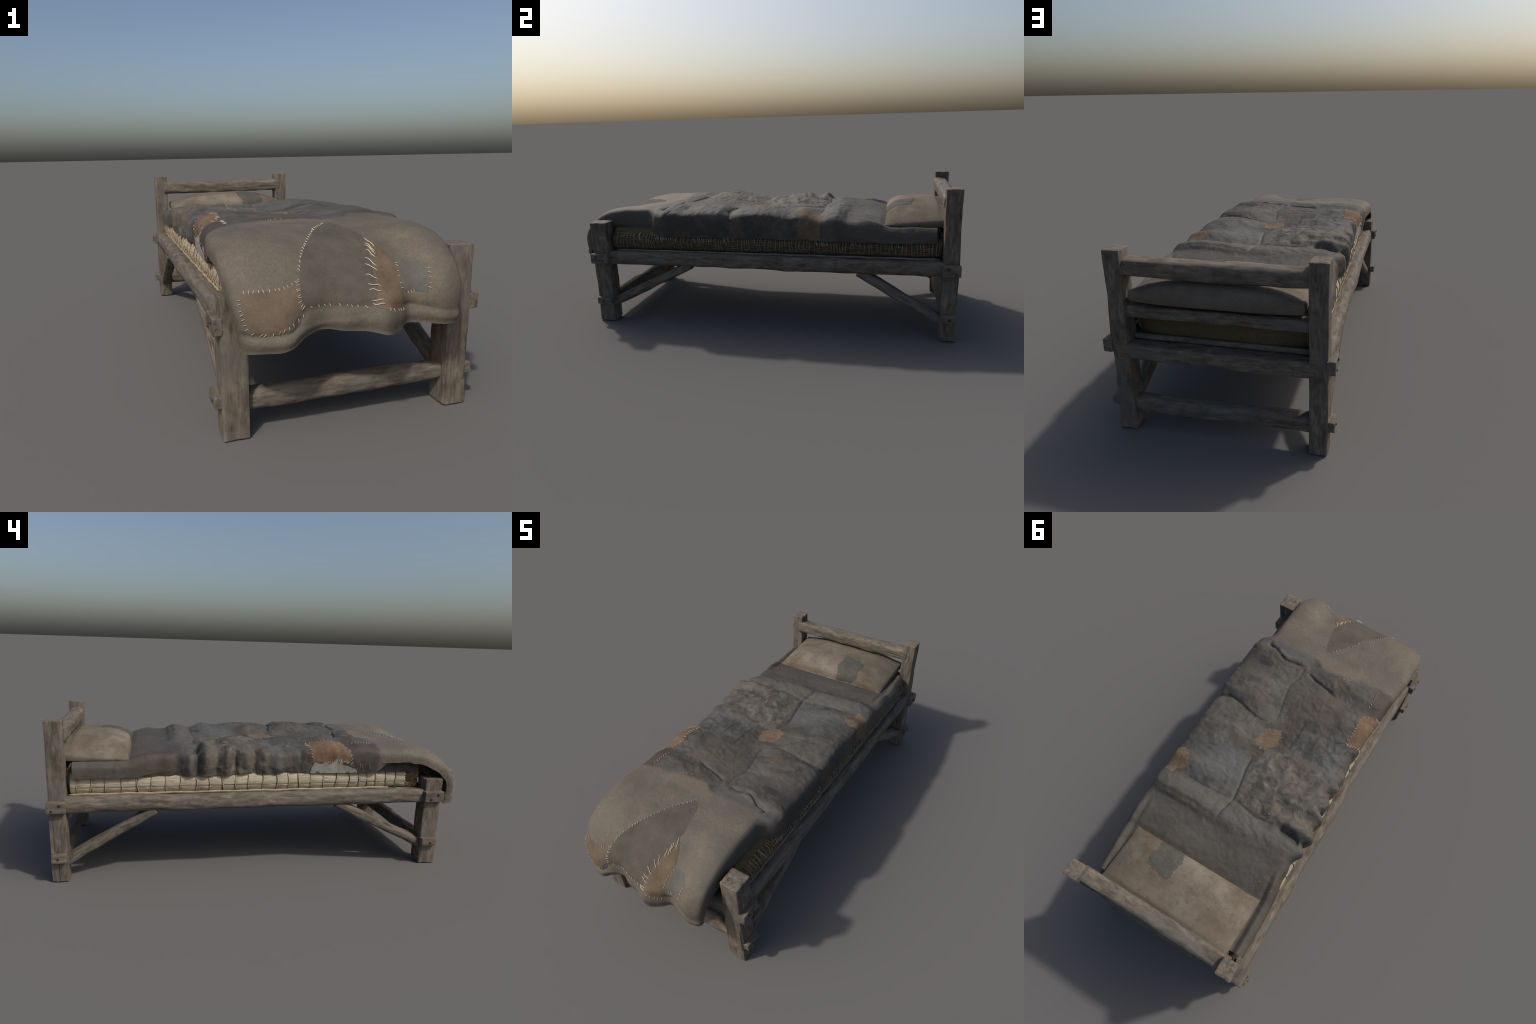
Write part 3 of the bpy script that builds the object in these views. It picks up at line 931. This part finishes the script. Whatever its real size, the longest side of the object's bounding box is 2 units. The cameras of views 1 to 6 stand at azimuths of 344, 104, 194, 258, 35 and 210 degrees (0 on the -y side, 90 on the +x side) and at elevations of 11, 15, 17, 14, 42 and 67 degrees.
patch([(.293, 1.338), (.35, 1.345), (.404, 1.352), (.473, 1.416), (.470, 1.527), (.449, 1.640), (.354, 1.637), (.268, 1.610), (.266, 1.479)], SLATE, 80, .0006, lift=.0006, seed=4)
patch([(-.704, 1.475), (-.606, 1.480), (-.491, 1.475), (-.392, 1.447), (-.400, 1.512), (-.398, 1.611), (-.467, 1.704), (-.556, 1.780), (-.631, 1.802), (-.705, 1.770), (-.719, 1.669), (-.723, 1.542)], BROWN, 100, .0008, seed=5)
# rust and ochre suede on the leather
patch([(.121, .602), (.085, .604), (.051, .606), (.005, .614), (-.012, .603), (-.030, .590), (-.041, .561), (.004, .547), (.070, .527), (.12, .531), (.171, .544), (.165, .560), (.157, .579), (.14, .59)], OCHRE, 96, .0095, lift=.0008, seed=6, grid=.008)
patch([(-.600, .664), (-.596, .685), (-.602, .709), (-.590, .732), (-.585, .767), (-.605, .782), (-.650, .791), (-.734, .795), (-.803, .799), (-.840, .790), (-.863, .770), (-.885, .727), (-.900, .700),
       (-.880, .684), (-.836, .682), (-.748, .676), (-.690, .670), (-.640, .662)], ORANGE, 150, .0035, lift=.0008, seed=7)
patch([(-.999, .676), (-.925, .678), (-.850, .687), (-.880, .700), (-.888, .711), (-.853, .719), (-.896, .730), (-.880, .742), (-.809, .757), (-.875, .761), (-.803, .770), (-.885, .775), (-.880, .790), (-.915, .803), (-.950, .818), (-.999, .822), (-.999, .749)], ASH, 150, .001, lift=.0022, seed=8)
patch([(.510, .381), (.560, .392), (.590, .409), (.640, .416), (.700, .405), (.735, .404), (.80, .406), (.977, .403), (.975, .37), (.969, .337), (.86, .338), (.75, .335), (.678, .334), (.645, .329), (.612, .331), (.600, .345), (.566, .352), (.520, .368)], OCHRE, 130, .008, lift=.0008, seed=9)


def surface_frame(p, q):
    e = .004
    a = (blanket(min(p + e, 1), q) - blanket(max(p - e, -1), q)) / (min(p + e, 1) - max(p - e, -1))
    b = (blanket(p, min(q + e, 2)) - blanket(p, max(q - e, 0))) / (min(q + e, 2) - max(q - e, 0))
    return a, b


def stitch(p, q, along, length, angle, radius, mat, wave=0.0):
    """One thread laid over the cloth at (p, q), turned by angle from the direction `along`."""
    a, b = surface_frame(p, q)
    n = np.cross(b, a)
    n = n / np.linalg.norm(n)
    t = along - n * (along @ n)
    t = t / np.linalg.norm(t)
    side = np.cross(n, t)
    d = t * math.cos(angle) + side * math.sin(angle)
    o = side * math.cos(angle) - t * math.sin(angle)
    m = np.stack([a, b], 1)
    pts = []
    steps = 7 if wave else 5
    for i in range(steps):
        f = i / (steps - 1) - .5
        off = d * length * f + o * wave * math.sin(f * 2 * math.pi)
        dp, dq = np.linalg.lstsq(m, off, rcond=None)[0]
        pos = blanket(min(max(p + dp, -1), 1), min(max(q + dq, 0), 2))
        pts.append(pos + n * ((.0026 if mat is THREAD else .0014) if 0 < i < steps - 1 else .0006))
    mesh_object("stitch", *tube(pts, radius, 6), mat, blanket_thing)


def sew(line, count, length=.013, angle=90, radius=.00078, mat=None, jitter=18, seed=0):
    """A run of stitches along a line in cloth coordinates."""
    r = random.Random(seed * 13 + count)
    line = np.array(line, float)
    pos = blanket(line[:, 0], line[:, 1])
    acc = np.concatenate([[0], np.cumsum(np.linalg.norm(np.diff(pos, axis=0), axis=1))])
    for i in range(count):
        s = acc[-1] * (i + .5 + r.uniform(-.28, .28)) / count
        p, q = float(np.interp(s, acc, line[:, 0])), float(np.interp(s, acc, line[:, 1]))
        p2, q2 = float(np.interp(s + .004, acc, line[:, 0])), float(np.interp(s + .004, acc, line[:, 1]))
        p1, q1 = float(np.interp(s - .004, acc, line[:, 0])), float(np.interp(s - .004, acc, line[:, 1]))
        along = blanket(p2, q2) - blanket(p1, q1)
        stitch(p, q, along, length * r.uniform(.8, 1.2), math.radians(angle + r.uniform(-jitter, jitter)), radius, mat or THREAD)


sew([(-.703, 1.469), (-.606, 1.480), (-.491, 1.475), (-.386, 1.441)], 12, .012, seed=1)
sew([(-.721, 1.496), (-.734, 1.567), (-.731, 1.655), (-.724, 1.765)], 7, .012, seed=2)
sew([(-.709, 1.779), (-.621, 1.803), (-.517, 1.744), (-.391, 1.664)], 10, .012, 60, seed=3)
sew([(-.379, 1.418), (-.400, 1.511), (-.405, 1.577), (-.388, 1.620)], 10, .014, 110, seed=4)
sew([(.005, .937), (-.06, .962), (-.124, .989), (-.229, 1.145), (-.286, 1.224), (-.329, 1.297), (-.364, 1.383)], 24, .009, 50, .0011, seed=5)
sew([(-.351, 1.622), (-.274, 1.629), (-.184, 1.638), (-.084, 1.670), (-.026, 1.692)], 9, .011, 125, seed=6)
sew([(.083, 1.722), (.163, 1.764), (.265, 1.796)], 5, .010, seed=7)
sew([(.290, 1.337), (.272, 1.397), (.259, 1.463), (.256, 1.513), (.256, 1.572), (.261, 1.606)], 6, .009, 65, seed=8)
sew([(.294, 1.637), (.334, 1.638), (.369, 1.632)], 3, .010, seed=9)
sew([(.475, 1.428), (.471, 1.464), (.468, 1.519), (.466, 1.576), (.449, 1.626)], 5, .010, 70, seed=10)
# long slack threads between the umber panel and the tan strip
for (pa, qa), (pb, qb) in [((.160, 1.131), (.187, 1.217)), ((.133, 1.182), (.169, 1.262)), ((.128, 1.198), (.156, 1.286)), ((.104, 1.241), (.143, 1.311)), ((.061, 1.310), (.116, 1.382)),
                           ((.038, 1.357), (.105, 1.416)), ((.002, 1.433), (.086, 1.471)), ((-.004, 1.499), (.077, 1.528)), ((-.009, 1.545), (.074, 1.556)), ((-.008, 1.630), (.071, 1.629)), ((-.006, 1.658), (.071, 1.674))]:
    va, vb = blanket(pa, qa), blanket(pb, qb)
    stitch((pa + pb) / 2, (qa + qb) / 2, vb - va, float(np.linalg.norm(vb - va)) * 1.02, 0.0, .0012, THREAD, rng.uniform(-.004, .004))
# rust patch and neighbours
sew([(-.653, .786), (-.591, .770), (-.583, .744), (-.600, .716), (-.600, .698), (-.596, .684), (-.600, .664)], 12, .017, 80, mat=THREAD, seed=11)
sew([(-.602, .664), (-.639, .668), (-.690, .674), (-.80, .680)], 7, .017, 60, mat=THREAD, seed=12)
sew([(-.700, .794), (-.746, .795), (-.775, .798), (-.810, .801)], 5, .018, 120, mat=THREAD, seed=13)
sew([(-.601, .875), (-.596, .863), (-.599, .849), (-.598, .837), (-.597, .823), (-.592, .810)], 7, .014, 60, mat=THREAD, seed=14)
sew([(-.880, .715), (-.878, .731), (-.868, .744), (-.834, .758), (-.826, .769), (-.839, .780), (-.838, .794), (-.850, .803)], 9, .018, 60, mat=THREAD, seed=15)
sew([(-.907, .824), (-.908, .835), (-.893, .850), (-.876, .862)], 4, .030, 82, mat=THREAD_GREY, jitter=5, seed=16)
sew([(-.172, .854), (-.241, .860), (-.326, .872)], 4, .010, 70, mat=THREAD, seed=17)
sew([(.148, .579), (.114, .597), (.067, .602), (.021, .603)], 5, .009, mat=THREAD_GREY, seed=18)
sew([(.124, .538), (.070, .532), (.029, .540), (.001, .551), (-.036, .562), (-.046, .577), (-.026, .600)], 8, .009, mat=THREAD_GREY, seed=19)
# seams of the rumpled panel
sew([(-.322, .503), (-.312, .472), (-.299, .442), (-.289, .412), (-.261, .387), (-.247, .363)], 17, .008, 70, .0008, THREAD_GREY, seed=20)
sew([(-.291, .356), (-.333, .364), (-.376, .375), (-.427, .387)], 8, .008, mat=THREAD_GREY, seed=21)
sew([(-.536, .418), (-.585, .424), (-.625, .428), (-.680, .425), (-.710, .422)], 9, .009, mat=THREAD_GREY, seed=22)
sew([(-.445, .547), (-.494, .562), (-.572, .572), (-.644, .579), (-.679, .580)], 10, .008, mat=THREAD_GREY, seed=23)
for p, q in [(-.560, .208), (-.540, .191), (-.517, .173), (-.623, .147), (-.655, .184), (-.713, .223), (-.712, .288)]:
    stitch(p, q, np.array([1.0, .4, 0]), .009, rng.uniform(-.6, .6), .0008, THREAD_GREY)

# ---------------------------------------------------------------- pillow
pillow = empty("pillow", "flat stained linen pillow with a sage patch", "pillow")


def pillow_top(u, v):
    """u across -1..1, v from the front seam (0) to the back seam (1)."""
    edge_u, edge_v = 1 - np.abs(u) ** 3.2, 1
    y = .656 + v * (.982 - .656)
    seam = .540 + .028 * v
    ridge = curve(v, [(0, 0), (.04, .038), (.10, .058), (.2, .071), (.35, .073), (.55, .069), (.72, .062), (.80, .048), (.88, .044), (.95, .030), (1, 0)])
    dome = np.clip(1 - np.abs(u) ** 3.0, 0, 1) ** .85
    z = seam + ridge * dome
    y = y - .008 * np.exp(-(v / .12) ** 2) * (1 - np.abs(u) ** 22) * np.clip(v / .03, 0, 1)
    y = y + .016 * (1 - u ** 4) * v ** 3
    x = u * (.324 - .004 * v)
    z = z + (.0016 * fbm(x * 12, y * 12, .7) + .0006 * fbm(x * 50, y * 50, 1.7)) * np.clip(dome * 3, 0, 1) * np.clip(np.minimum(v, 1 - v) * 12, 0, 1)
    return np.stack([x, y, z], -1)


nu, nv = 150, 80
U, V = np.meshgrid(np.linspace(-1, 1, nu + 1), np.linspace(0, 1, nv + 1) ** 1.15, indexing="xy")
TOP = pillow_top(U, V)
side_rows = []
verts = [TOP.reshape(-1, 3)]
W = nu + 1
faces = [[r * W + c, r * W + c + 1, (r + 1) * W + c + 1, (r + 1) * W + c] for r in range(nv) for c in range(nu)]
loop = [c for c in range(W)] + [r * W + nu for r in range(1, nv + 1)] + [nv * W + c for c in range(nu - 1, -1, -1)] + [r * W for r in range(nv - 1, 0, -1)]
rim = TOP.reshape(-1, 3)[loop]
base = len(verts[0])
prev = loop
for f, bulge in ((.25, .003), (.6, .0035), (.9, .001), (1.0, -.004)):
    low = rim.copy()
    low[:, 2] = rim[:, 2] * (1 - f) + .5295 * f
    ctr = np.array([0, .815])
    d = low[:, :2] - ctr
    d = d / np.maximum(np.abs(d[:, :1]) / .33, np.abs(d[:, 1:]) / .165).clip(.5) / .33
    low[:, :2] += d * bulge
    low[:, 2] += .0008 * noise3(low[:, 0] * 25, low[:, 1] * 25, f)
    verts.append(low)
    cur = list(range(base, base + len(loop)))
    base += len(loop)
    for j in range(len(loop)):
        a, b = j, (j + 1) % len(loop)
        faces.append([prev[b], prev[a], cur[a], cur[b]])
    prev = cur
verts.append(np.array([[0, .815, .531]]))
for j in range(len(loop)):
    faces.append([prev[(j + 1) % len(loop)], prev[j], base])
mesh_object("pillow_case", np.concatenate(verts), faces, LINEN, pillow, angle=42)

# ragged sage patch sewn on the pillow, in (u, v) of the pillow top
outline = dense([(.510, .12), (.535, .05), (.45, .01), (.30, .004), (.158, .004), (.160, .07), (.100, .15), (.145, .26), (.137, .393), (.257, .410), (.40, .377), (.515, .36), (.525, .28), (.500, .218)], 130, .007, 5, (1 / .32, 1 / .32))
outline = [(a, min(max(b, .004), .9)) for a, b in outline]
uv, pf = flat_fill(outline, .022, .011)
uv = np.array(uv)
e = 1e-3
n3 = np.cross(pillow_top(uv[:, 0] + e, uv[:, 1]) - pillow_top(uv[:, 0] - e, uv[:, 1]), pillow_top(uv[:, 0], uv[:, 1] + e) - pillow_top(uv[:, 0], np.maximum(uv[:, 1] - e, 0)))
n3 /= np.linalg.norm(n3, axis=1)[:, None]
shell("pillow_patch", pillow_top(uv[:, 0], uv[:, 1]), n3, pf, .0025, .0013, SAGE, pillow)
